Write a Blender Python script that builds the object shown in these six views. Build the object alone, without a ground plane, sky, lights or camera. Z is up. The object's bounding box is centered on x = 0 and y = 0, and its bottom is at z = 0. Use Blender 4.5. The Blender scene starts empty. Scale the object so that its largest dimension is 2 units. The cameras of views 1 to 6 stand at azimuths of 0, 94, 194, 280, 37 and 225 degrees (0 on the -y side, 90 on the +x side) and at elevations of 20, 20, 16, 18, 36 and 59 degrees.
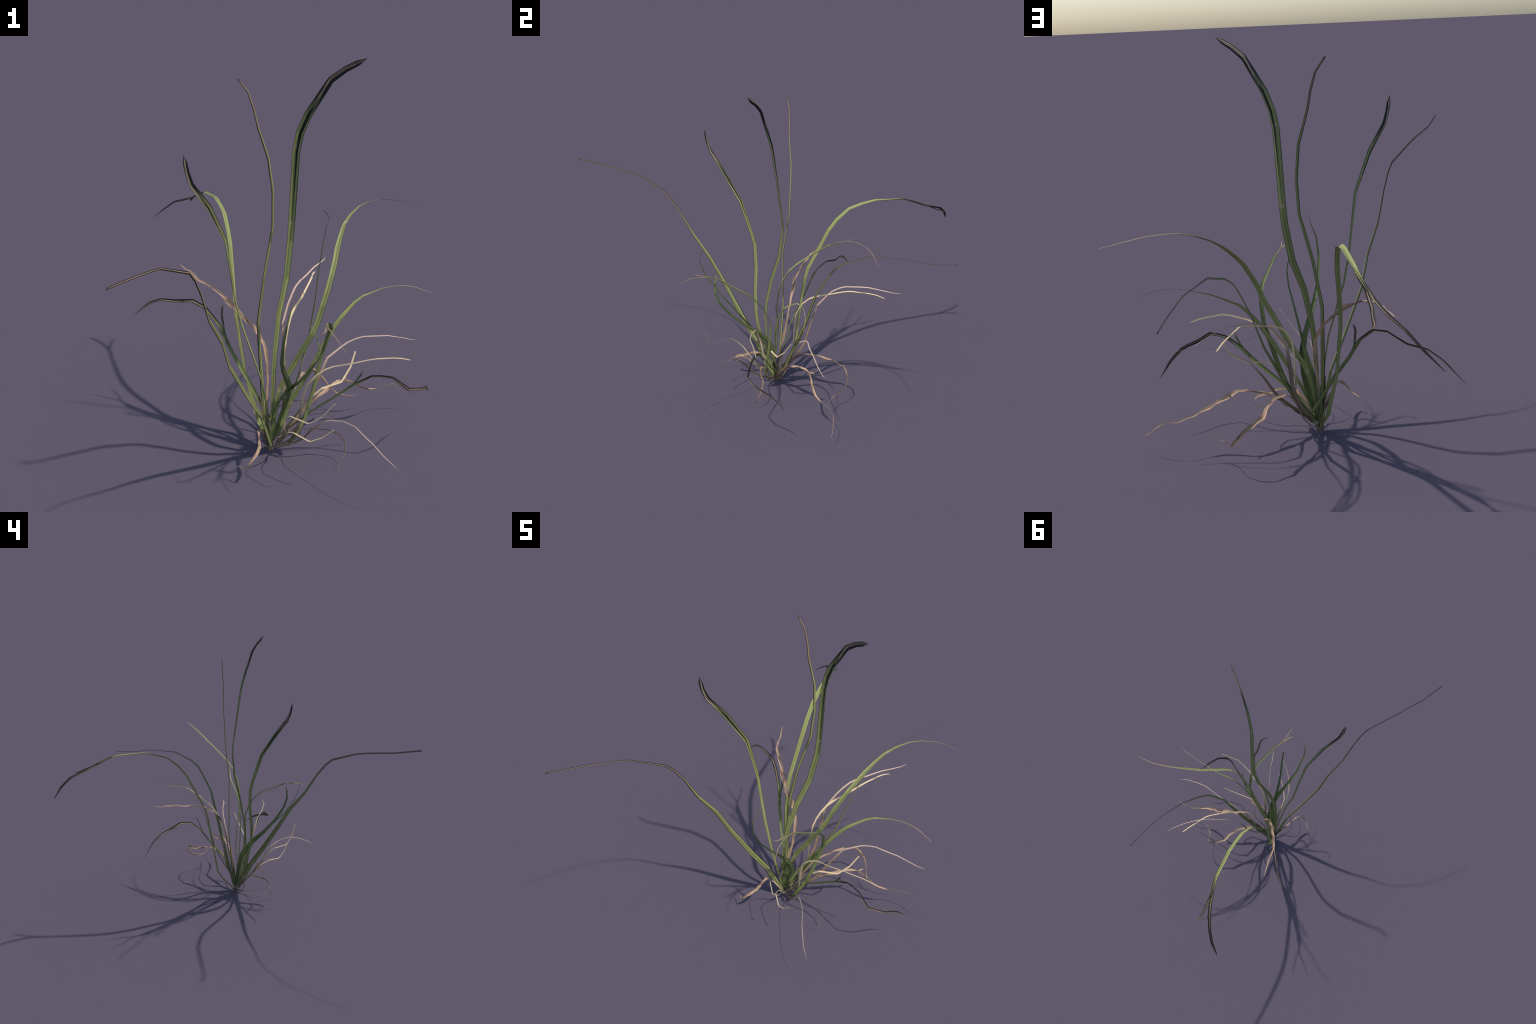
"""A tuft of field grass: green leaf blades, straw and withered leaves on a small crown.

Every blade is modelled flat (x = across, z = along, y = upper or lower face) and then
bent along a 3D spine with a shape key, so that Generated coordinates keep running
along and across the blade and the procedural materials can follow it.
"""
import math
import random

import bpy
import numpy as np

random.seed(7)
FOLD = 0.28          # depth of the V fold relative to the blade width
THICK = 0.0013       # leaf thickness in metres

# ------------------------------------------------------------------ materials


class Net:
    """Small helper to write shader node trees as expressions."""

    def __init__(self, name):
        self.mat = bpy.data.materials.new(name)
        self.mat.use_nodes = True
        self.t = self.mat.node_tree
        self.t.nodes.clear()
        tc = self.t.nodes.new("ShaderNodeTexCoord")
        sep = self.t.nodes.new("ShaderNodeSeparateXYZ")
        self.t.links.new(tc.outputs["Generated"], sep.inputs[0])
        self.u, self.side, self.v = sep.outputs[0], sep.outputs[1], sep.outputs[2]
        self.obj = tc.outputs["Object"]
        info = self.t.nodes.new("ShaderNodeObjectInfo")
        self.rnd = info.outputs["Random"]

    def put(self, sock, val):
        if isinstance(val, bpy.types.NodeSocket):
            self.t.links.new(val, sock)
        elif isinstance(val, tuple) and len(val) == 3 and sock.type == "RGBA":
            sock.default_value = (*val, 1.0)
        else:
            sock.default_value = val

    def m(self, op, a, b=0.0, c=0.0, clamp=False):
        n = self.t.nodes.new("ShaderNodeMath")
        n.operation = op
        n.use_clamp = clamp
        for s, x in zip(n.inputs, (a, b, c)):
            self.put(s, x)
        return n.outputs[0]

    def step(self, x, lo, hi):
        """Smooth 0..1 ramp of x between lo and hi (hi may be below lo)."""
        n = self.t.nodes.new("ShaderNodeMapRange")
        n.interpolation_type = "SMOOTHSTEP"
        for k, val in (("Value", x), ("From Min", lo), ("From Max", hi)):
            self.put(n.inputs[k], val)
        return n.outputs[0]

    def lerp(self, f, a, b):
        n = self.t.nodes.new("ShaderNodeMix")
        n.data_type = "RGBA"
        n.clamp_factor = True
        ins = [s for s in n.inputs if s.type == "RGBA"]
        self.put(n.inputs[0], f)
        self.put(ins[0], a)
        self.put(ins[1], b)
        return next(s for s in n.outputs if s.type == "RGBA")

    def vec(self, x, y, z):
        n = self.t.nodes.new("ShaderNodeCombineXYZ")
        for s, val in zip(n.inputs, (x, y, z)):
            self.put(s, val)
        return n.outputs[0]

    def noise(self, vec, scale=1.0, detail=3.0, rough=0.55):
        n = self.t.nodes.new("ShaderNodeTexNoise")
        self.put(n.inputs["Vector"], vec)
        n.inputs["Scale"].default_value = scale
        n.inputs["Detail"].default_value = detail
        n.inputs["Roughness"].default_value = rough
        return n.outputs[0]

    def prop(self, name):
        n = self.t.nodes.new("ShaderNodeAttribute")
        n.attribute_type = "OBJECT"
        n.attribute_name = f'["{name}"]'
        return n.outputs["Fac"]

    def finish(self, colour, rough, bump, translucent, tint):
        bs = self.t.nodes.new("ShaderNodeBsdfPrincipled")
        self.put(bs.inputs["Base Color"], colour)
        self.put(bs.inputs["Roughness"], rough)
        bs.inputs["Specular IOR Level"].default_value = 0.25
        b = self.t.nodes.new("ShaderNodeBump")
        b.inputs["Strength"].default_value = 0.4
        b.inputs["Distance"].default_value = 0.001
        self.put(b.inputs["Height"], bump)
        self.t.links.new(b.outputs[0], bs.inputs["Normal"])
        tr = self.t.nodes.new("ShaderNodeBsdfTranslucent")
        self.put(tr.inputs["Color"], self.lerp(0.5, colour, tint) if tint else colour)
        mix = self.t.nodes.new("ShaderNodeMixShader")
        mix.inputs[0].default_value = translucent
        self.t.links.new(bs.outputs[0], mix.inputs[1])
        self.t.links.new(tr.outputs[0], mix.inputs[2])
        out = self.t.nodes.new("ShaderNodeOutputMaterial")
        self.t.links.new(mix.outputs[0], out.inputs[0])
        return self.mat


def green_leaf_material():
    n = Net("green_leaf")
    u, v = n.u, n.v
    across = n.m("ABSOLUTE", n.m("MULTIPLY_ADD", u, 2.0, -1.0))          # 0 midrib .. 1 margin
    seed = n.m("MULTIPLY", n.rnd, 41.0)
    streak = n.noise(n.vec(n.m("MULTIPLY", u, 16.0), seed, n.m("MULTIPLY", v, 5.0)))
    fine = n.noise(n.vec(n.m("MULTIPLY", u, 45.0), seed, n.m("MULTIPLY", v, 9.0)), detail=2)
    blotch = n.noise(n.vec(n.m("MULTIPLY", u, 2.0), seed, n.m("MULTIPLY", v, 14.0)))
    shade = n.prop("shade")
    deep = n.lerp(n.step(streak, 0.3, 0.7), (0.085, 0.125, 0.048), (0.150, 0.195, 0.066))
    pale = n.lerp(n.step(streak, 0.3, 0.7), (0.245, 0.290, 0.092), (0.370, 0.420, 0.145))
    col = n.lerp(shade, deep, pale)
    # dark furrows between the ribs
    furrow = n.noise(n.vec(n.m("MULTIPLY", u, 30.0), n.m("ADD", seed, 9.0), n.m("MULTIPLY", v, 3.0)), detail=2)
    col = n.lerp(n.m("MULTIPLY", n.step(furrow, 0.50, 0.64), 0.55), col, (0.055, 0.080, 0.030))
    col = n.lerp(n.m("MULTIPLY", n.step(furrow, 0.44, 0.34), 0.35), col, (0.40, 0.42, 0.17))
    # yellowed veins
    vein = n.m("MULTIPLY", n.step(fine, 0.56, 0.68), n.prop("vein"))
    col = n.lerp(vein, col, (0.44, 0.37, 0.16))
    # brownish line beside the midrib and a yellow one towards the margin
    drift = n.m("MULTIPLY_ADD", streak, 0.10, -0.05)
    for place, half, tone, much in ((0.50, 0.050, (0.135, 0.115, 0.045), 0.75), (0.79, 0.045, (0.50, 0.43, 0.19), 0.85), (0.27, 0.035, (0.46, 0.40, 0.17), 0.6)):
        d = n.m("ABSOLUTE", n.m("SUBTRACT", u, n.m("ADD", drift, place)))
        line = n.m("MULTIPLY", n.step(d, half, half * 0.4), n.step(n.prop("vein"), 0.0, 0.6))
        col = n.lerp(n.m("MULTIPLY", line, much), col, tone)
    # paler sheath near the ground, withered spots
    col = n.lerp(n.m("MULTIPLY", n.step(v, 0.12, 0.0), 0.22), col, (0.30, 0.30, 0.15))
    spot = n.m("MULTIPLY", n.step(blotch, 0.66, 0.74), n.prop("vein"))
    col = n.lerp(spot, col, (0.45, 0.32, 0.19))
    for key in ("joint", "knot"):
        d = n.m("ABSOLUTE", n.m("SUBTRACT", v, n.prop(key)))
        ragged = n.m("MULTIPLY_ADD", fine, 0.030, -0.013)
        band = n.step(n.m("ADD", n.m("MULTIPLY_ADD", across, 0.006, d), ragged), 0.010, 0.003)
        col = n.lerp(band, col, (0.50, 0.38, 0.27))
    # drying towards the tip
    dry = n.prop("dry")
    wav = n.m("ADD", v, n.m("MULTIPLY_ADD", streak, 0.16, -0.08))
    dryness = n.step(wav, dry, n.m("ADD", dry, 0.14))
    brown = n.lerp(n.step(streak, 0.35, 0.65), (0.24, 0.155, 0.085), (0.47, 0.33, 0.21))
    col = n.lerp(dryness, col, brown)
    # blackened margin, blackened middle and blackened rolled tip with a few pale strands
    grow = n.step(v, n.m("SUBTRACT", dry, 0.08), n.m("ADD", dry, 0.12))
    edge = n.m("ADD", n.prop("edge"), n.m("MULTIPLY", grow, n.prop("char")))
    wob = n.m("MULTIPLY_ADD", n.noise(n.vec(seed, u, n.m("MULTIPLY", v, 7.0))), 0.10, -0.05)
    lean = n.m("MULTIPLY_ADD", n.noise(n.vec(seed, 3.0, n.m("MULTIPLY", v, 3.5)), detail=1), 1.6, -0.8)
    signed = n.m("MULTIPLY_ADD", u, 2.0, -1.0)
    lopside = n.m("ABSOLUTE", n.m("ADD", signed, n.m("MULTIPLY", lean, n.m("MULTIPLY", edge, 1.3))))
    inner = n.m("SUBTRACT", 0.99, n.m("ADD", edge, n.m("MULTIPLY", wob, n.m("MULTIPLY", edge, 5.0))))
    margin = n.m("MAXIMUM", n.step(lopside, inner, n.m("ADD", inner, 0.05)), n.step(across, 0.90, 0.95))
    gap = n.prop("gap")
    open_ = n.m("MULTIPLY", n.step(v, gap, n.m("ADD", gap, 0.28)), 0.22)
    mid = n.m("ABSOLUTE", n.m("SUBTRACT", u, n.m("ADD", 0.58, wob)))
    middle = n.m("MULTIPLY", n.step(mid, n.m("ADD", open_, 0.01), n.m("SUBTRACT", open_, 0.03)), n.step(v, gap, n.m("ADD", gap, 0.05)))
    burnt = n.prop("burnt")
    tipzone = n.step(n.m("ADD", v, n.m("MULTIPLY_ADD", streak, 0.10, -0.05)), burnt, n.m("ADD", burnt, 0.08))
    strands = 0.0
    for amp, freq, ph, wd in ((0.30, 21.0, 0.4, 0.050), (0.22, 33.0, 2.1, 0.040), (0.12, 12.0, 4.0, 0.060), (0.34, 16.0, 5.2, 0.030)):
        wave = n.m("SINE", n.m("MULTIPLY_ADD", v, freq, n.m("ADD", ph, seed)))
        line = n.m("ABSOLUTE", n.m("SUBTRACT", u, n.m("MULTIPLY_ADD", wave, amp, 0.5)))
        strands = n.m("MAXIMUM", strands, n.step(line, wd, wd * 0.5))
    blacktip = n.m("MULTIPLY", tipzone, n.m("SUBTRACT", 1.0, strands))
    middle = n.m("MULTIPLY", middle, n.m("SUBTRACT", 1.0, n.m("MULTIPLY", strands, tipzone)))
    black = n.m("MAXIMUM", n.m("MAXIMUM", margin, middle), blacktip)
    col = n.lerp(n.m("MULTIPLY", tipzone, n.m("MULTIPLY", strands, 0.85)), col, (0.56, 0.42, 0.29))
    col = n.lerp(n.m("MULTIPLY", black, 0.97), col, (0.012, 0.013, 0.015))
    col = n.lerp(n.step(v, 0.985, 1.0), col, (0.03, 0.035, 0.036))
    return n.finish(col, 0.62, n.m("ADD", fine, furrow), 0.12, (0.25, 0.38, 0.06))


def dry_material(name, light, mid, grey, dark, grey_to, ragged):
    n = Net(name)
    u, v = n.u, n.v
    seed = n.m("MULTIPLY", n.rnd, 41.0)
    across = n.m("ABSOLUTE", n.m("MULTIPLY_ADD", u, 2.0, -1.0))
    streak = n.noise(n.vec(n.m("MULTIPLY", u, 9.0), seed, n.m("MULTIPLY", v, 6.0)))
    fine = n.noise(n.vec(n.m("MULTIPLY", u, 34.0), seed, n.m("MULTIPLY", v, 14.0)), detail=2)
    blotch = n.noise(n.vec(n.m("MULTIPLY", u, 1.2), seed, n.m("MULTIPLY", v, 8.0)))
    col = n.lerp(n.step(streak, 0.32, 0.68), mid, light)
    col = n.lerp(n.m("MULTIPLY", n.step(fine, 0.5, 0.7), 0.35), col, mid)
    greyness = n.m("MAXIMUM", n.step(v, grey_to + 0.12, grey_to - 0.06), n.m("MULTIPLY", n.step(blotch, 0.52, 0.66), ragged))
    col = n.lerp(n.m("MULTIPLY", greyness, 0.85), col, grey)
    dark_patch = n.m("MULTIPLY", n.step(n.noise(n.vec(seed, n.m("MULTIPLY", u, 2.0), n.m("MULTIPLY", v, 9.0))), 0.55, 0.66), ragged)
    col = n.lerp(n.m("MULTIPLY", dark_patch, 0.8), col, dark)
    edge = n.prop("edge")
    rim = n.m("MULTIPLY_ADD", n.m("SUBTRACT", streak, 0.5), 0.35, n.m("SUBTRACT", 1.0, edge))
    col = n.lerp(n.m("MULTIPLY", n.step(across, rim, n.m("ADD", rim, 0.08)), 0.9), col, dark)
    burnt = n.prop("burnt")
    col = n.lerp(n.step(v, burnt, n.m("ADD", burnt, 0.05)), col, dark)
    return n.finish(col, 0.75, fine, 0.10, None)


MATERIALS = {
    "green": green_leaf_material(),
    "withered": dry_material("withered_leaf", (0.64, 0.42, 0.28), (0.36, 0.23, 0.145), (0.21, 0.175, 0.13), (0.040, 0.032, 0.026), 0.12, 0.9),
    "straw": dry_material("pale_straw", (0.88, 0.70, 0.43), (0.74, 0.54, 0.31), (0.24, 0.21, 0.15), (0.03, 0.027, 0.024), 0.30, 0.15),  # base colour lightened to carry the sunlit brightness of the stems
    "rosy": dry_material("rosy_straw", (0.72, 0.54, 0.42), (0.58, 0.40, 0.29), (0.22, 0.15, 0.10), (0.035, 0.028, 0.025), 0.42, 0.30),
}

# ------------------------------------------------------------------- geometry

ACROSS = (-1.0, -0.86, -0.45, 0.0, 0.45, 0.86, 1.0)

clump = bpy.data.objects.new("grass_tuft", None)
bpy.context.collection.objects.link(clump)
clump.location = (-0.045, 0.040, 0.0)
clump["label"] = "wild grass tuft with green blades and dry straw"
clump["category"] = "grass plant"


def unit(a):
    return a / np.maximum(np.linalg.norm(a, axis=-1, keepdims=True), 1e-9)


def carried_frame(points):
    """Tangents plus a sideways vector carried along the spine without twisting."""
    tangent = unit(np.gradient(points, axis=0))
    side, sides = np.array([1.0, 0.0, 0.0]), []
    for t in tangent:
        side = unit(side - t * (side @ t))
        sides.append(side)
    return tangent, np.array(sides)


def blade(kind, spine, width, roll, look, cup=1, ragged=0.0, tip=0.15, parent=None, fold=FOLD, thick=THICK, blunt=0.0, **props):
    """One blade. spine: points from the ground to the tip (m); width: mm at each point;
    roll: turn of the blade about its spine in degrees; cup: 1 when the hollow face looks up, -1 when it looks down."""
    P = np.array(spine, float)
    W = np.array(width, float) / 1000.0
    R = np.radians(np.array(roll, float))
    tangent, side = carried_frame(P)
    across = np.cos(R)[:, None] * side + np.sin(R)[:, None] * np.cross(tangent, side)
    W = np.minimum(W, 0.036)
    if blunt:        # keep the width up to a short point at the very end
        f = 1 - blunt / np.linalg.norm(P[-1] - P[-2])
        P = np.insert(P, -1, P[-2] + f * (P[-1] - P[-2]), axis=0)
        W = np.insert(W, -1, W[-2] + f * (W[-1] - W[-2]))
        across = np.insert(across, -1, across[-1], axis=0)
    W[-1] = max(W[-1] * tip, 0.0008)
    length = np.r_[0.0, np.cumsum(np.linalg.norm(np.diff(P, axis=0), axis=1))]
    # rings: the nodes, plus two close by each node so that bends stay crisp but not creased
    cuts = [0.0]
    for a, b in zip(length, length[1:]):
        seg = b - a
        inner = min(0.006, seg * 0.25)
        cuts += [a + inner, b - inner, b] if ragged == 0 else list(np.linspace(a, b, max(2, int(seg / 0.008)))[1:])
    cuts = np.unique(np.round(cuts, 6))
    pos = np.stack([np.interp(cuts, length, P[:, k]) for k in range(3)], 1)
    # round the bends a little
    for i in range(1, len(cuts) - 1):
        if ragged == 0 and np.min(np.abs(length - cuts[i])) < 1e-5:
            pos[i] = 0.8 * pos[i] + 0.1 * (pos[i - 1] + pos[i + 1])
    wdir = unit(np.stack([np.interp(cuts, length, across[:, k]) for k in range(3)], 1))
    wid = np.interp(cuts, length, W)
    tan = unit(np.gradient(pos, axis=0))
    wdir = unit(wdir - tan * (wdir * tan).sum(1)[:, None])
    if ragged:
        rng = np.random.default_rng(int(1000 * abs(P[-1, 0]) + 7))
        ph = rng.uniform(0, 6.28, 6)
        s = cuts * 1.0
        wid = wid * (1 + ragged * (0.22 * np.sin(s * 47 + ph[0]) + 0.12 * np.sin(s * 121 + ph[1])))
        tw = ragged * (0.45 * np.sin(s * 26 + ph[2]) + 0.22 * np.sin(s * 71 + ph[3]))
        nrm0 = np.cross(tan, wdir)
        wdir = np.cos(tw)[:, None] * wdir + np.sin(tw)[:, None] * nrm0
        pos = pos + ragged * 0.0016 * np.stack([np.sin(s * 90 + p) for p in ph[3:6]], 1)
    nrm = np.cross(tan, wdir)
    if nrm[len(nrm) // 3 :, 2].mean() < 0:
        cup = -cup
    verts, flat, rows = [], [], []
    total = cuts[-1]
    for i, c in enumerate(cuts):
        ring = []
        w = wid[i] / 2
        jag = ragged * 0.12
        for face in (1, -1):
            for u in ACROSS if face == 1 else ACROSS[-2:0:-1]:
                lift = cup * fold * min(1.0, 0.35 + wid[i] / 0.016) * wid[i] * (abs(u) ** 1.15 - 0.5)
                th = thick * 0.5 * (1 - 0.9 * u * u) * face * min(1.0, 0.2 + wid[i] / 0.010)
                reach = u
                if jag and abs(u) == 1:
                    reach = u * (1 + jag * math.sin(c * 331 * (1.0 + 0.3 * u) + 9 * u))
                p = pos[i] + wdir[i] * (w * reach) + nrm[i] * (lift + th)
                ring.append(len(verts))
                verts.append(p)
                flat.append((u * 0.02, face * (0.0 if abs(u) == 1 else 0.002), c))
        rows.append(ring)
    faces = []
    m = len(rows[0])
    for a, b in zip(rows, rows[1:]):
        faces += [(a[k], a[(k + 1) % m], b[(k + 1) % m], b[k]) for k in range(m)]
    faces.append(tuple(rows[0][::-1]))
    faces.append(tuple(rows[-1]))
    mesh = bpy.data.meshes.new(kind)
    mesh.from_pydata(flat, [], faces)
    mesh.materials.append(MATERIALS[look])
    for poly in mesh.polygons:
        poly.use_smooth = True
    mid = (len(ACROSS) - 1) // 2
    crease = {(min(a[k], b[k]), max(a[k], b[k])) for a, b in zip(rows, rows[1:]) for k in (0, mid, len(ACROSS) - 1, len(ACROSS) - 1 + len(ACROSS) - 1 - mid)}
    for e in mesh.edges:
        if (min(e.vertices), max(e.vertices)) in crease:
            e.use_edge_sharp = True
    obj = bpy.data.objects.new(kind, mesh)
    bpy.context.collection.objects.link(obj)
    origin = P[0] if parent is None else np.array(parent["root"])
    obj.shape_key_add(name="flat")
    key = obj.shape_key_add(name="grown")
    key.data.foreach_set("co", (np.array(verts) - origin).ravel())
    key.value = 1.0
    SPINES[obj.name] = P
    obj["root"] = [float(x) for x in P[0]]
    for k in ("shade", "vein", "dry", "gap", "burnt", "edge", "char", "joint", "knot"):
        obj[k] = float(props.get(k, DEFAULTS[k]))
    if parent is None:
        obj.parent = clump
        obj.location = P[0] - np.array(clump.location)
    else:
        obj.parent = parent
    return obj


SPINES = {}
DEFAULTS = dict(shade=0.6, vein=0.5, dry=2.0, gap=2.0, burnt=2.0, edge=0.10, char=0.0, joint=-1.0, knot=-1.0)

# --------------------------------------------------------------------- blades
# (numbers: spine in metres, width in millimetres, roll in degrees)

blade("leaf_blade",
      spine=[(-0.043, 0.036, 0.039), (-0.034, 0.002, 0.258), (-0.028, 0.001, 0.400), (-0.021, 0.010, 0.471), (-0.004, 0.044, 0.609), (0.029, 0.089, 0.742), (0.047, 0.111, 0.884), (0.053, 0.109, 0.955), (0.073, 0.084, 1.242), (0.087, 0.078, 1.308), (0.117, 0.065, 1.378), (0.194, 0.042, 1.498), (0.244, 0.024, 1.536), (0.312, -0.005, 1.573)],
      width=[12.1, 18.2, 21.8, 23.0, 25.2, 26.6, 26.7, 26.7, 29.5, 30.3, 29.1, 23.9, 21.3, 18.7],
      roll=[25, 31, 34, 33, 32, 27, 17, 12, -4, -7, -11, -15, -19, -21],
      look="green", cup=-1, tip=0.08, blunt=0.035, shade=0.62, vein=0.6, gap=0.57, burnt=0.80, dry=0.86, edge=0.12, knot=0.746, joint=0.565)

blade("leaf_blade",
      spine=[(-0.045, 0.040, 0.044), (-0.062, 0.057, 0.113), (-0.068, 0.063, 0.172), (-0.079, 0.090, 0.430), (-0.082, 0.092, 0.557), (-0.053, 0.103, 0.749), (-0.016, 0.141, 0.936), (-0.013, 0.152, 1.069), (-0.027, 0.160, 1.195), (-0.063, 0.155, 1.317), (-0.076, 0.158, 1.381), (-0.096, 0.159, 1.445), (-0.132, 0.154, 1.496)],
      width=[19.9, 19.3, 18.6, 15.1, 13.8, 12.2, 11.3, 11.2, 10.8, 9.8, 9.2, 8.6, 8.0],
      roll=[20, 20, 21, 25, 26, 26, 25, 25, 26, 29, 31, 32, 34],
      look="green", cup=-1, tip=0.8, shade=0.90, vein=0.8, edge=0.30, dry=0.78, char=0.1)

blade("leaf_blade",
      spine=[(-0.049, 0.034, 0.042), (-0.050, -0.004, 0.162), (-0.068, -0.045, 0.330), (-0.078, -0.052, 0.387), (-0.111, -0.054, 0.501), (-0.147, -0.045, 0.618), (-0.169, -0.047, 0.735), (-0.174, -0.059, 0.792), (-0.190, -0.108, 0.966), (-0.238, -0.193, 1.117), (-0.287, -0.256, 1.212), (-0.298, -0.274, 1.260), (-0.305, -0.285, 1.321)],
      width=[12.4, 13.7, 15.7, 16.1, 17.0, 17.5, 17.5, 17.5, 21.2, 24.2, 20.8, 19.1, 17.4],
      roll=[-89, -90, -92, -93, -95, -97, -100, -101, -109, -119, -127, -131, -135],
      look="green", tip=0.08, blunt=0.03, shade=0.75, vein=0.7, gap=0.54, burnt=0.83, dry=0.84, edge=0.15, char=0.1, knot=0.745)

twin_leaf = blade("leaf_blade",
      spine=[(-0.062, 0.060, 0.041), (-0.097, 0.117, 0.109), (-0.112, 0.147, 0.164), (-0.147, 0.166, 0.309), (-0.174, 0.205, 0.530), (-0.178, 0.226, 0.596), (-0.191, 0.338, 0.797), (-0.200, 0.380, 0.849), (-0.215, 0.444, 0.901), (-0.234, 0.510, 0.920), (-0.255, 0.581, 0.931), (-0.311, 0.731, 0.917), (-0.340, 0.785, 0.892), (-0.380, 0.842, 0.859), (-0.425, 0.896, 0.834), (-0.477, 0.943, 0.811), (-0.529, 0.978, 0.769), (-0.585, 0.995, 0.722)],
      width=[22.1, 20.8, 19.4, 16.7, 19.7, 21.3, 22.4, 21.9, 21.5, 21.0, 20.3, 18.9, 18.2, 18.8, 19.4, 17.2, 14.9, 12.5],
      roll=[27, 29, 31, 35, 40, 42, 36, 32, 27, 22, 12, -7, -17, -22, -24, -27, -29, -31],
      look="green", tip=0.4, shade=0.95, vein=0.45, gap=0.70, dry=0.76, edge=0.06, char=0.58)

blade("blade_tip",
      spine=[(-0.316, 0.752, 0.910), (-0.354, 0.809, 0.878), (-0.381, 0.881, 0.847), (-0.395, 0.938, 0.818), (-0.387, 0.968, 0.816)],
      width=[10.0, 11.2, 12.5, 11.1, 8.0],
      roll=[-0, -0, -0, -0, -2],
      look="green", parent=twin_leaf, shade=0.6, vein=0.5, dry=0.1, edge=0.30, char=0.45)

blade("leaf_blade",
      spine=[(-0.042, 0.026, 0.035), (-0.078, -0.062, 0.230), (-0.124, -0.133, 0.353), (-0.186, -0.229, 0.535), (-0.205, -0.297, 0.664), (-0.240, -0.378, 0.782), (-0.258, -0.444, 0.907), (-0.271, -0.490, 0.974), (-0.283, -0.525, 1.011), (-0.352, -0.662, 1.080), (-0.372, -0.720, 1.095), (-0.418, -0.858, 1.124), (-0.443, -0.997, 1.158)],
      width=[27.0, 27.0, 26.5, 21.9, 18.4, 14.0, 9.9, 10.0, 9.8, 7.6, 7.2, 7.5, 7.8],
      roll=[-100, -98, -97, -100, -104, -109, -113, -114, -114, -116, -116, -116, -117],
      look="green", tip=0.9, thick=0.0009, shade=0.65, vein=0.9, dry=0.56, edge=0.20, char=0.45, joint=0.13)

blade("leaf_blade",
      spine=[(-0.042, 0.043, 0.044), (-0.031, 0.041, 0.126), (-0.023, 0.043, 0.182), (-0.015, 0.052, 0.237), (-0.001, 0.058, 0.286), (0.062, 0.069, 0.395), (0.126, 0.065, 0.510), (0.153, 0.076, 0.566), (0.171, 0.087, 0.624), (0.190, 0.106, 0.674), (0.210, 0.137, 0.731), (0.226, 0.176, 0.771), (0.240, 0.226, 0.810), (0.257, 0.272, 0.845), (0.278, 0.323, 0.878), (0.309, 0.367, 0.904), (0.349, 0.415, 0.925), (0.391, 0.452, 0.932), (0.448, 0.488, 0.931), (0.501, 0.511, 0.921), (0.621, 0.536, 0.893)],
      width=[2.0, 6.7, 11.7, 16.7, 21.7, 23.8, 22.7, 22.1, 21.9, 21.9, 21.8, 21.8, 21.3, 19.2, 17.2, 15.1, 10.0, 7.5, 5.8, 5.1, 4.3],
      roll=[21, 19, 16, 14, 11, 5, -0, -4, -6, -8, -11, -13, -16, -23, -29, -36, -42, -47, -51, -55, -63],
      look="green", tip=0.3, fold=0.22, thick=0.0008, shade=0.85, vein=0.8, dry=0.76, edge=0.08, joint=0.161, knot=0.708)

blade("leaf_blade",
      spine=[(-0.037, 0.049, 0.045), (-0.004, 0.023, 0.122), (0.026, 0.041, 0.199), (0.067, 0.047, 0.274), (0.130, 0.057, 0.385), (0.172, 0.075, 0.459), (0.195, 0.086, 0.495), (0.219, 0.099, 0.529), (0.244, 0.114, 0.558), (0.305, 0.160, 0.603), (0.341, 0.178, 0.622), (0.421, 0.200, 0.644), (0.463, 0.208, 0.648), (0.507, 0.213, 0.648), (0.549, 0.216, 0.640), (0.632, 0.208, 0.610)],
      width=[14.3, 14.9, 16.1, 17.2, 18.9, 19.0, 18.2, 17.5, 16.7, 12.5, 9.5, 3.4, 2.5, 3.0, 3.4, 4.0],
      roll=[185, 185, 186, 186, 185, 178, 170, 162, 154, 143, 139, 132, 129, 127, 124, 120],
      look="green", tip=0.4, shade=0.85, vein=0.7, dry=0.80, edge=0.11, joint=0.191, knot=0.715)

blade("leaf_blade",
      spine=[(-0.039, 0.039, 0.051), (0.010, 0.017, 0.199), (0.019, 0.004, 0.236), (0.034, -0.039, 0.310), (0.031, -0.079, 0.366), (0.006, -0.182, 0.486), (-0.001, -0.233, 0.549), (0.004, -0.295, 0.649), (0.016, -0.317, 0.726), (0.038, -0.296, 0.799), (0.038, -0.276, 0.832)],
      width=[17.6, 24.0, 30.0, 27.4, 24.7, 17.2, 14.1, 10.1, 6.4, 2.5, 2.0],
      roll=[-193, -153, -147, -145, -142, -163, -171, -180, -184, -187, -190],
      look="green", shade=0.15, vein=0.0, dry=0.90, edge=0.04)

blade("leaf_blade",
      spine=[(-0.042, 0.035, 0.053), (-0.021, 0.024, 0.190), (-0.008, 0.009, 0.250), (0.027, -0.043, 0.327), (0.059, -0.108, 0.388), (0.092, -0.168, 0.459), (0.124, -0.214, 0.537), (0.133, -0.232, 0.601), (0.121, -0.227, 0.655), (0.097, -0.224, 0.688)],
      width=[32.0, 32.0, 36.0, 27.3, 21.1, 16.2, 12.9, 10.8, 8.7, 7.6],
      roll=[-131, -121, -114, -100, -104, -106, -105, -106, -106, -106],
      look="green", shade=0.20, vein=0.0, dry=0.93, edge=0.04)

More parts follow.
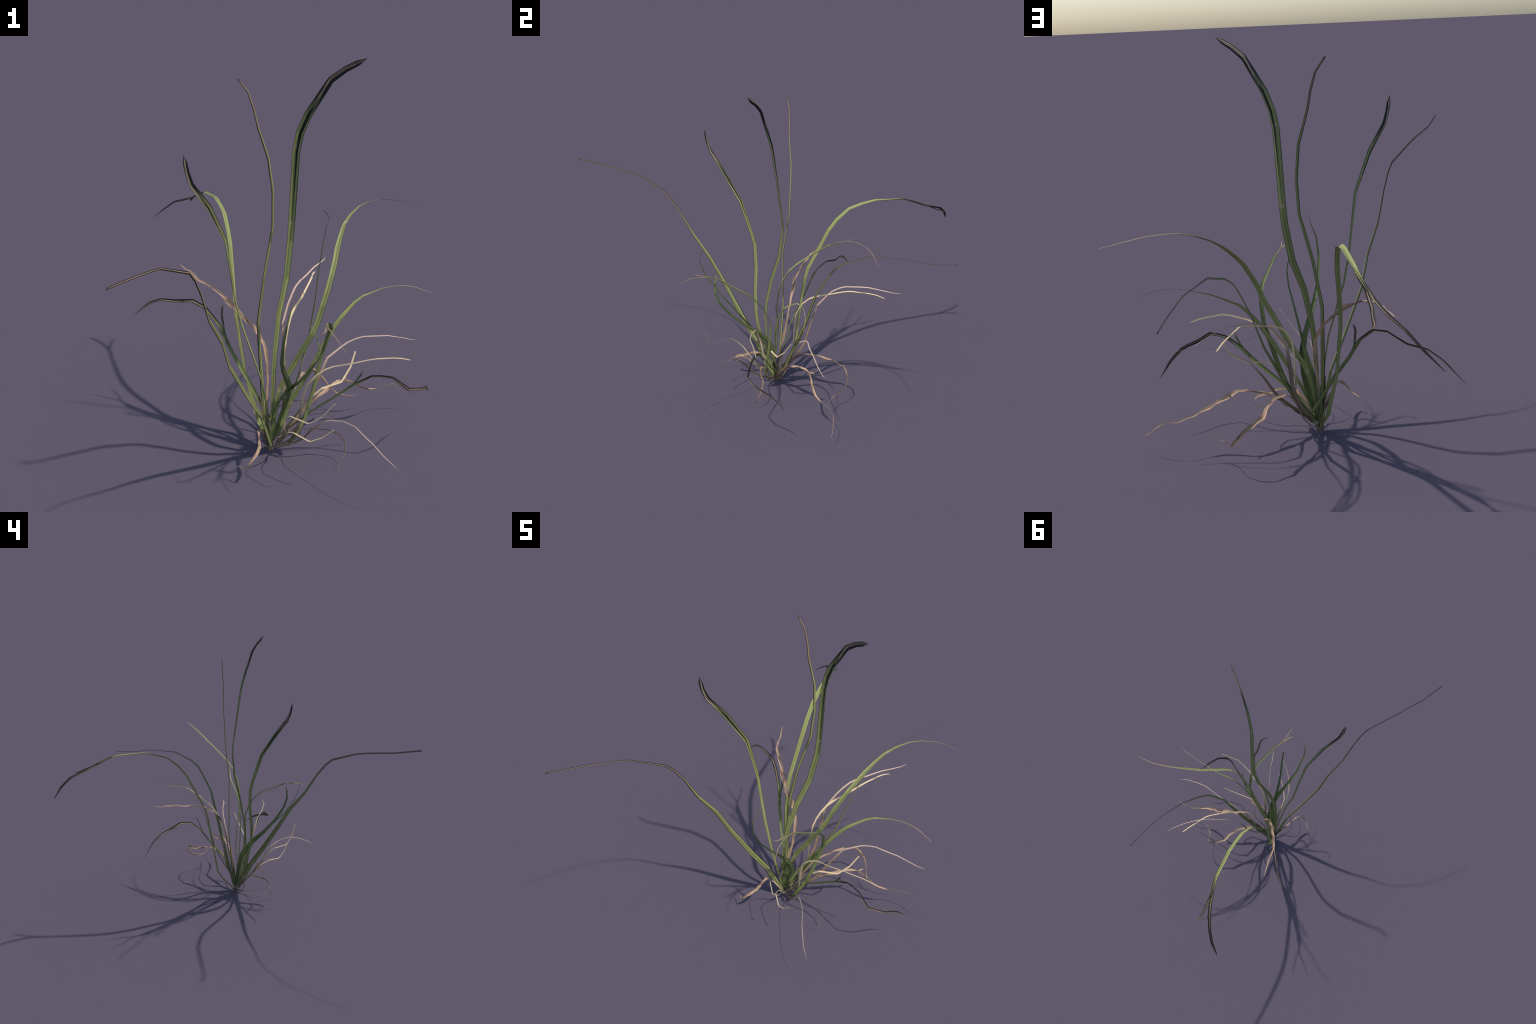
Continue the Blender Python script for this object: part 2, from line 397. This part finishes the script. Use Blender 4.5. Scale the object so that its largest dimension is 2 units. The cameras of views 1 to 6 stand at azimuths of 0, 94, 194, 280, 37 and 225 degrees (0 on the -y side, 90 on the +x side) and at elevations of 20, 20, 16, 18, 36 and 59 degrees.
brown_leaf = blade("leaf_blade",
      spine=[(-0.026, 0.075, 0.102), (-0.060, 0.075, 0.156), (-0.133, 0.122, 0.290), (-0.195, 0.178, 0.388), (-0.246, 0.232, 0.486), (-0.303, 0.276, 0.545), (-0.359, 0.321, 0.559), (-0.431, 0.373, 0.537), (-0.502, 0.403, 0.533), (-0.548, 0.425, 0.512), (-0.574, 0.435, 0.492), (-0.634, 0.455, 0.437)],
      width=[14.1, 14.8, 17.2, 15.5, 14.9, 15.1, 14.9, 13.4, 10.6, 9.4, 8.3, 6.0],
      roll=[16, 17, 19, 26, 24, 18, 6, -7, -20, -24, -29, -37],
      look="green", shade=0.40, vein=0.1, dry=0.47, edge=0.10, char=0.55)

blade("blade_tip",
      spine=[(-0.209, 0.192, 0.418), (-0.224, 0.218, 0.459), (-0.233, 0.242, 0.522), (-0.232, 0.256, 0.548), (-0.226, 0.262, 0.559)],
      width=[8.0, 8.0, 8.0, 8.0, 8.0],
      roll=[6, 6, 6, 7, 7],
      look="green", parent=brown_leaf, shade=0.1, vein=0.0, dry=0.5, edge=0.15, char=0.6)

drooping_leaf = blade("leaf_blade",
      spine=[(0.026, 0.008, 0.045), (0.061, -0.013, 0.107), (0.078, -0.009, 0.142), (0.094, -0.002, 0.173), (0.109, 0.007, 0.218), (0.128, 0.017, 0.284), (0.158, 0.034, 0.414), (0.170, 0.034, 0.453), (0.186, 0.004, 0.534), (0.192, -0.023, 0.570), (0.190, -0.058, 0.602), (0.173, -0.174, 0.667), (0.164, -0.210, 0.686), (0.160, -0.262, 0.693), (0.167, -0.299, 0.695), (0.179, -0.342, 0.694), (0.195, -0.381, 0.680), (0.214, -0.413, 0.658)],
      width=[20.0, 20.0, 20.0, 20.0, 20.9, 19.6, 18.3, 17.6, 16.1, 15.3, 14.5, 10.5, 9.2, 7.6, 5.7, 3.8, 2.0, 2.0],
      roll=[23, 23, 23, 23, 23, 21, 15, 13, 7, 5, 3, -6, -8, -11, -13, -15, -17, -20],
      look="green", shade=0.35, vein=0.2, dry=0.78, edge=0.10, char=0.15)

blade("blade_tip",
      spine=[(0.191, -0.110, 0.614), (0.163, -0.213, 0.688), (0.158, -0.240, 0.690), (0.149, -0.304, 0.697), (0.130, -0.332, 0.701)],
      width=[8.0, 8.0, 8.0, 8.0, 8.0],
      roll=[-1, -1, -2, -2, -2],
      look="green", parent=drooping_leaf, shade=0.3, vein=0.1, dry=0.2, edge=0.20)

low_leaf = blade("leaf_blade",
      spine=[(-0.014, 0.042, 0.069), (0.033, 0.017, 0.123), (0.115, 0.012, 0.194), (0.207, 0.002, 0.262), (0.287, -0.013, 0.327), (0.353, -0.024, 0.367), (0.387, -0.032, 0.371), (0.430, -0.045, 0.369), (0.493, -0.061, 0.326), (0.527, -0.040, 0.315), (0.554, -0.019, 0.304), (0.572, 0.022, 0.286), (0.583, 0.048, 0.273), (0.608, 0.110, 0.221)],
      width=[11.4, 12.0, 13.7, 15.8, 15.2, 12.9, 12.4, 14.7, 14.3, 13.9, 13.5, 13.0, 12.5, 11.5],
      roll=[215, 214, 208, 201, 189, 181, 175, 168, 158, 152, 148, 145, 141, 133],
      look="green", shade=0.50, vein=0.1, dry=0.46, edge=0.08, char=0.68)  # green tone raised so sunlight on this leaf is tinted in

blade("blade_tip",
      spine=[(0.247, -0.000, 0.289), (0.284, -0.015, 0.331), (0.310, -0.022, 0.372), (0.318, -0.037, 0.401)],
      width=[8.0, 8.0, 8.0, 8.0],
      roll=[1, 2, 2, 2],
      look="green", parent=low_leaf, shade=0.2, vein=0.0, dry=0.7, edge=0.15, char=0.4)

blade("leaf_blade",
      spine=[(-0.034, 0.053, 0.045), (0.029, 0.110, 0.166), (0.071, 0.150, 0.264), (0.125, 0.212, 0.427), (0.157, 0.265, 0.586), (0.175, 0.327, 0.686), (0.187, 0.359, 0.730), (0.198, 0.408, 0.762), (0.222, 0.522, 0.800), (0.250, 0.689, 0.790), (0.256, 0.807, 0.765), (0.244, 0.921, 0.756)],
      width=[20.0, 20.0, 20.0, 16.2, 11.4, 9.8, 8.9, 8.1, 5.8, 3.4, 4.3, 5.2],
      roll=[64, 73, 83, 97, 107, 107, 107, 107, 109, 111, 112, 113],
      look="green", tip=0.9, shade=0.40, vein=0.6, dry=0.62, edge=0.22, char=0.25)

torn_a = blade("withered_leaf",
      spine=[(-0.045, 0.044, 0.064), (-0.058, 0.066, 0.158), (-0.058, 0.073, 0.199), (-0.051, 0.102, 0.322), (-0.054, 0.120, 0.407), (-0.064, 0.129, 0.446), (-0.082, 0.138, 0.482), (-0.106, 0.146, 0.515), (-0.137, 0.154, 0.546), (-0.193, 0.191, 0.598), (-0.233, 0.225, 0.627), (-0.263, 0.247, 0.644), (-0.301, 0.281, 0.652), (-0.328, 0.309, 0.657), (-0.348, 0.356, 0.663), (-0.367, 0.394, 0.663), (-0.392, 0.432, 0.661), (-0.417, 0.474, 0.669)],
      width=[11.9, 12.7, 13.1, 14.3, 15.1, 15.6, 17.1, 19.0, 20.8, 23.6, 18.6, 16.1, 13.5, 11.6, 10.0, 8.4, 6.8, 5.3],
      roll=[53, 50, 49, 44, 40, 38, 37, 36, 35, 34, 38, 39, 41, 40, 37, 34, 31, 28],
      look="withered", ragged=0.5, edge=0.05)

torn_b = blade("withered_leaf",
      spine=[(-0.015, 0.042, 0.041), (0.089, 0.098, 0.146), (0.142, 0.120, 0.189), (0.175, 0.138, 0.205), (0.195, 0.154, 0.215), (0.220, 0.173, 0.224), (0.246, 0.194, 0.230), (0.270, 0.217, 0.222), (0.297, 0.227, 0.207), (0.356, 0.237, 0.171), (0.382, 0.248, 0.157), (0.411, 0.268, 0.147), (0.460, 0.309, 0.138), (0.493, 0.321, 0.138), (0.520, 0.327, 0.133), (0.554, 0.330, 0.107), (0.603, 0.317, 0.068)],
      width=[18.0, 18.0, 18.0, 18.0, 20.2, 19.2, 18.6, 18.2, 17.7, 16.3, 13.6, 10.9, 5.5, 4.6, 5.0, 5.4, 6.1],
      roll=[-52, -53, -54, -54, -55, -55, -58, -61, -65, -71, -74, -76, -80, -82, -83, -85, -87],
      look="withered", ragged=0.8, edge=0.06)

torn_c = blade("withered_leaf",
      spine=[(-0.029, 0.061, 0.060), (0.010, 0.088, 0.105), (0.037, 0.134, 0.180), (0.048, 0.149, 0.201), (0.062, 0.168, 0.215), (0.073, 0.193, 0.221), (0.094, 0.251, 0.223), (0.101, 0.285, 0.216), (0.108, 0.341, 0.198), (0.146, 0.394, 0.183), (0.164, 0.404, 0.168), (0.184, 0.413, 0.145), (0.203, 0.406, 0.121), (0.219, 0.396, 0.102), (0.237, 0.368, 0.091), (0.252, 0.348, 0.087), (0.261, 0.340, 0.085), (0.295, 0.322, 0.084), (0.342, 0.314, 0.096)],
      width=[8.1, 8.8, 11.2, 11.9, 12.7, 13.5, 15.0, 15.8, 17.4, 18.3, 16.0, 13.7, 11.5, 9.2, 7.8, 7.2, 6.5, 5.8, 5.1],
      roll=[-11, -13, -18, -19, -23, -26, -31, -37, -49, -60, -60, -62, -64, -66, -66, -66, -66, -65, -65],
      look="withered", ragged=0.7, edge=0.08)

blade("withered_leaf",
      spine=[(-0.023, 0.019, 0.057), (0.011, -0.003, 0.102), (0.052, -0.022, 0.137), (0.061, -0.033, 0.144), (0.120, -0.032, 0.144), (0.137, -0.028, 0.142), (0.152, -0.026, 0.139), (0.175, -0.016, 0.129), (0.208, -0.017, 0.117), (0.230, -0.021, 0.107), (0.241, -0.027, 0.093), (0.250, -0.037, 0.076), (0.249, -0.059, 0.043), (0.234, -0.075, 0.031), (0.225, -0.090, 0.026), (0.219, -0.112, 0.021), (0.218, -0.132, 0.018), (0.224, -0.159, 0.017)],
      width=[12.0, 12.0, 12.0, 12.0, 12.0, 12.0, 11.7, 11.0, 10.3, 9.8, 8.6, 7.5, 5.2, 4.3, 3.5, 2.8, 2.0, 2.0],
      roll=[18, 17, 15, 17, 11, 10, 9, 6, 6, 6, 7, 9, 11, 13, 15, 17, 20, 22],
      look="withered", ragged=0.3, fold=0.12, edge=0.08)

torn_d = blade("withered_leaf",
      spine=[(-0.052, 0.029, 0.038), (-0.064, 0.003, 0.086), (-0.081, -0.019, 0.134), (-0.090, -0.035, 0.142), (-0.092, -0.048, 0.149), (-0.093, -0.082, 0.149), (-0.090, -0.137, 0.137), (-0.102, -0.170, 0.126), (-0.113, -0.180, 0.115), (-0.125, -0.187, 0.100), (-0.136, -0.187, 0.085), (-0.146, -0.182, 0.075), (-0.176, -0.162, 0.067), (-0.194, -0.157, 0.066), (-0.231, -0.157, 0.071)],
      width=[14.0, 14.0, 14.0, 14.0, 14.0, 14.0, 14.0, 13.6, 11.7, 9.9, 8.0, 6.2, 3.6, 2.4, 2.0],
      roll=[147, 144, 139, 137, 134, 130, 121, 115, 116, 114, 114, 111, 109, 108, 106],
      look="withered", ragged=0.7, edge=0.08)

blade("dry_blade",
      spine=[(-0.023, 0.047, 0.059), (-0.008, 0.081, 0.089), (0.005, 0.107, 0.126), (0.014, 0.160, 0.194), (0.022, 0.200, 0.266), (0.021, 0.225, 0.347), (0.019, 0.270, 0.469), (0.044, 0.320, 0.533), (0.060, 0.346, 0.562), (0.078, 0.381, 0.585), (0.099, 0.409, 0.600), (0.126, 0.443, 0.610), (0.148, 0.479, 0.617), (0.169, 0.517, 0.622), (0.190, 0.554, 0.621), (0.223, 0.630, 0.614), (0.230, 0.670, 0.612)],
      width=[15.0, 15.0, 15.0, 15.0, 15.0, 15.0, 11.5, 9.6, 8.7, 8.3, 7.8, 7.3, 6.8, 6.1, 5.3, 3.7, 3.0],
      roll=[58, 57, 55, 53, 49, 44, 36, 31, 29, 26, 23, 20, 17, 14, 12, 8, 6],
      look="rosy", tip=0.4, fold=0.18, thick=0.0014, edge=0.16)

blade("dry_blade",
      spine=[(-0.017, 0.040, 0.046), (0.062, 0.078, 0.122), (0.106, 0.099, 0.170), (0.125, 0.111, 0.202), (0.151, 0.134, 0.263), (0.198, 0.175, 0.350), (0.255, 0.199, 0.386), (0.284, 0.209, 0.402), (0.318, 0.217, 0.413), (0.350, 0.222, 0.420), (0.388, 0.226, 0.419), (0.424, 0.235, 0.415), (0.458, 0.245, 0.410), (0.522, 0.264, 0.389), (0.553, 0.277, 0.375), (0.582, 0.295, 0.364)],
      width=[15.0, 15.0, 15.0, 15.0, 12.9, 9.4, 7.2, 6.2, 5.9, 5.5, 5.2, 4.9, 4.5, 3.5, 3.0, 2.5],
      roll=[12, 8, 6, 4, 0, -9, -15, -19, -22, -25, -28, -31, -33, -37, -39, -41],
      look="rosy", tip=0.4, fold=0.18, thick=0.0014, edge=0.08)

blade("dry_blade",
      spine=[(-0.015, 0.019, 0.031), (0.052, -0.037, 0.088), (0.083, -0.083, 0.136), (0.112, -0.103, 0.184), (0.165, -0.140, 0.246), (0.184, -0.156, 0.258), (0.225, -0.198, 0.278), (0.264, -0.246, 0.283), (0.296, -0.294, 0.267), (0.316, -0.316, 0.257), (0.353, -0.358, 0.228), (0.395, -0.388, 0.197)],
      width=[8.7, 9.3, 9.8, 10.1, 7.6, 6.1, 3.5, 3.6, 3.7, 3.6, 3.2, 2.8],
      roll=[93, 91, 88, 85, 80, 77, 73, 70, 67, 66, 65, 64],
      look="rosy", tip=0.4, fold=0.1, thick=0.0012, edge=0.08)

blade("straw_stem",
      spine=[(-0.016, 0.063, 0.030), (0.007, 0.082, 0.068), (0.015, 0.092, 0.091), (0.021, 0.113, 0.134), (0.025, 0.127, 0.172), (0.026, 0.136, 0.212), (0.021, 0.146, 0.334), (0.024, 0.158, 0.416), (0.030, 0.175, 0.456), (0.038, 0.196, 0.487), (0.050, 0.228, 0.516), (0.064, 0.256, 0.533), (0.103, 0.325, 0.561), (0.135, 0.398, 0.587), (0.147, 0.432, 0.594), (0.163, 0.520, 0.587), (0.171, 0.555, 0.581), (0.181, 0.594, 0.567)],
      width=[7.8, 7.9, 7.9, 8.0, 8.0, 8.0, 8.2, 8.5, 8.9, 9.3, 9.6, 9.8, 8.8, 7.7, 7.5, 7.2, 7.1, 7.0],
      roll=[-163, -163, -164, -164, -164, -164, -166, -167, -168, -169, -170, -171, -175, -178, -181, -184, -186, -188],
      look="straw", tip=0.8, fold=0.5, thick=0.003, edge=0.06, burnt=0.985)

blade("straw_stem",
      spine=[(-0.015, 0.034, 0.034), (0.021, 0.020, 0.055), (0.042, 0.013, 0.074), (0.055, -0.000, 0.115), (0.073, -0.008, 0.166), (0.083, -0.019, 0.267), (0.100, -0.027, 0.335), (0.118, -0.033, 0.361), (0.141, -0.036, 0.387), (0.171, -0.038, 0.410), (0.199, -0.039, 0.422), (0.268, -0.051, 0.439), (0.336, -0.051, 0.453), (0.368, -0.050, 0.457), (0.436, -0.030, 0.448), (0.468, -0.022, 0.441), (0.501, -0.014, 0.429)],
      width=[12.0, 12.0, 12.0, 12.0, 12.0, 12.0, 10.7, 9.9, 9.1, 8.3, 7.6, 6.9, 6.2, 6.1, 6.2, 6.3, 6.4],
      roll=[-165, -166, -168, -168, -169, -170, -172, -173, -174, -175, -176, -177, -179, -179, -179, -179, -179],
      look="straw", tip=0.8, fold=0.5, thick=0.003, edge=0.06, burnt=0.985)

blade("straw_stem",
      spine=[(-0.014, 0.038, 0.043), (0.005, 0.055, 0.085), (0.021, 0.054, 0.102), (0.045, 0.053, 0.134), (0.078, 0.042, 0.192), (0.113, 0.030, 0.245), (0.132, 0.029, 0.263), (0.163, 0.032, 0.289), (0.245, 0.067, 0.296), (0.285, 0.106, 0.341), (0.308, 0.139, 0.395)],
      width=[7.5, 7.5, 7.4, 7.4, 7.3, 7.3, 7.2, 7.1, 6.9, 7.0, 7.5],
      roll=[-22, -23, -23, -23, -23, -23, -23, -21, -21, -21, -21],
      look="straw", tip=0.8, fold=0.5, thick=0.003, edge=0.06, burnt=0.985)

blade("straw_stem",
      spine=[(-0.018, 0.021, 0.037), (-0.021, -0.013, 0.068), (-0.017, -0.017, 0.075), (0.005, -0.056, 0.128), (0.011, -0.068, 0.148), (0.007, -0.124, 0.237), (0.013, -0.153, 0.270), (0.023, -0.173, 0.288), (0.029, -0.187, 0.298), (0.091, -0.247, 0.302), (0.103, -0.255, 0.312), (0.138, -0.275, 0.344), (0.185, -0.285, 0.404)],
      width=[12.0, 12.0, 12.0, 11.9, 11.0, 7.3, 5.9, 5.1, 4.5, 4.3, 4.3, 4.6, 5.4],
      roll=[-133, -133, -132, -131, -131, -129, -128, -127, -130, -126, -125, -124, -123],
      look="straw", tip=0.8, thick=0.002, fold=0.3, edge=0.06, burnt=0.985)

blade("straw_stem",
      spine=[(-0.025, 0.013, 0.043), (-0.022, -0.009, 0.065), (-0.008, -0.029, 0.090), (0.013, -0.064, 0.131), (0.021, -0.101, 0.176), (0.039, -0.148, 0.203), (0.047, -0.160, 0.206), (0.092, -0.199, 0.199), (0.102, -0.207, 0.200), (0.146, -0.231, 0.231), (0.185, -0.242, 0.269)],
      width=[12.0, 12.0, 12.0, 9.9, 7.5, 5.7, 5.1, 4.5, 4.5, 4.6, 5.2],
      roll=[53, 53, 52, 51, 50, 49, 45, 44, 44, 44, 43],
      look="straw", tip=0.8, thick=0.002, fold=0.3, edge=0.06, burnt=0.985)

# slivers torn off the edges of the withered leaves
for leaf, tip in ((torn_a, (-0.163, 0.146, 0.563)), (torn_b, (0.284, 0.250, 0.221)), (torn_c, (0.099, 0.320, 0.187)), (torn_d, (-0.083, -0.120, 0.129))):
    spine = np.concatenate([np.linspace(a, b, 12) for a, b in zip(SPINES[leaf.name], SPINES[leaf.name][1:])])
    tip = np.array(tip)
    near = np.argmin(np.linalg.norm(spine - tip, axis=1))
    foot = spine[max(0, near - 8)]
    blade("torn_sliver", spine=[foot, foot * 0.45 + tip * 0.55 + (0, 0, 0.002), tip], width=[9, 7, 1.5], roll=[20, 30, 40],
          look="withered", parent=leaf, edge=0.1)

# broken sheath standing in the crown
blade("leaf_sheath", spine=[(-0.052, 0.045, 0.020), (-0.066, 0.055, 0.100), (-0.075, 0.063, 0.190), (-0.080, 0.070, 0.260)],
      width=[16, 15, 12, 8], roll=[0, 5, 10, 15], look="green", tip=0.9, shade=0.3, vein=0.6, gap=0.2, edge=0.25, dry=0.4)

# crown: short dead stubs and rootlets at ground level
rng = np.random.default_rng(11)
for i in range(14):
    ang = i / 14 * 6.283 + rng.uniform(-0.2, 0.2)
    d = np.array([math.cos(ang), math.sin(ang), 0.0])
    foot = np.array([-0.046, 0.040, 0.012]) + d * rng.uniform(0.004, 0.012)
    reach = rng.uniform(0.02, 0.045)
    top = foot + d * reach * rng.uniform(0.3, 0.9) + np.array([0, 0, reach * rng.uniform(0.5, 1.1)])
    blade("crown_stub", spine=[foot - (0, 0, 0.006), foot * 0.5 + top * 0.5 + (0, 0, 0.004), top], width=[9, 8, 5], roll=[0, 20, 40],
          look=("withered", "rosy", "green")[i % 3], edge=0.2, shade=0.5, vein=0.9, tip=0.5)
blade("rootlet", spine=[(-0.050, 0.036, 0.035), (-0.056, 0.034, 0.018), (-0.057, 0.035, 0.0008)], width=[6, 5, 3], roll=[0, 0, 0], look="green", shade=0.1, vein=0.2)
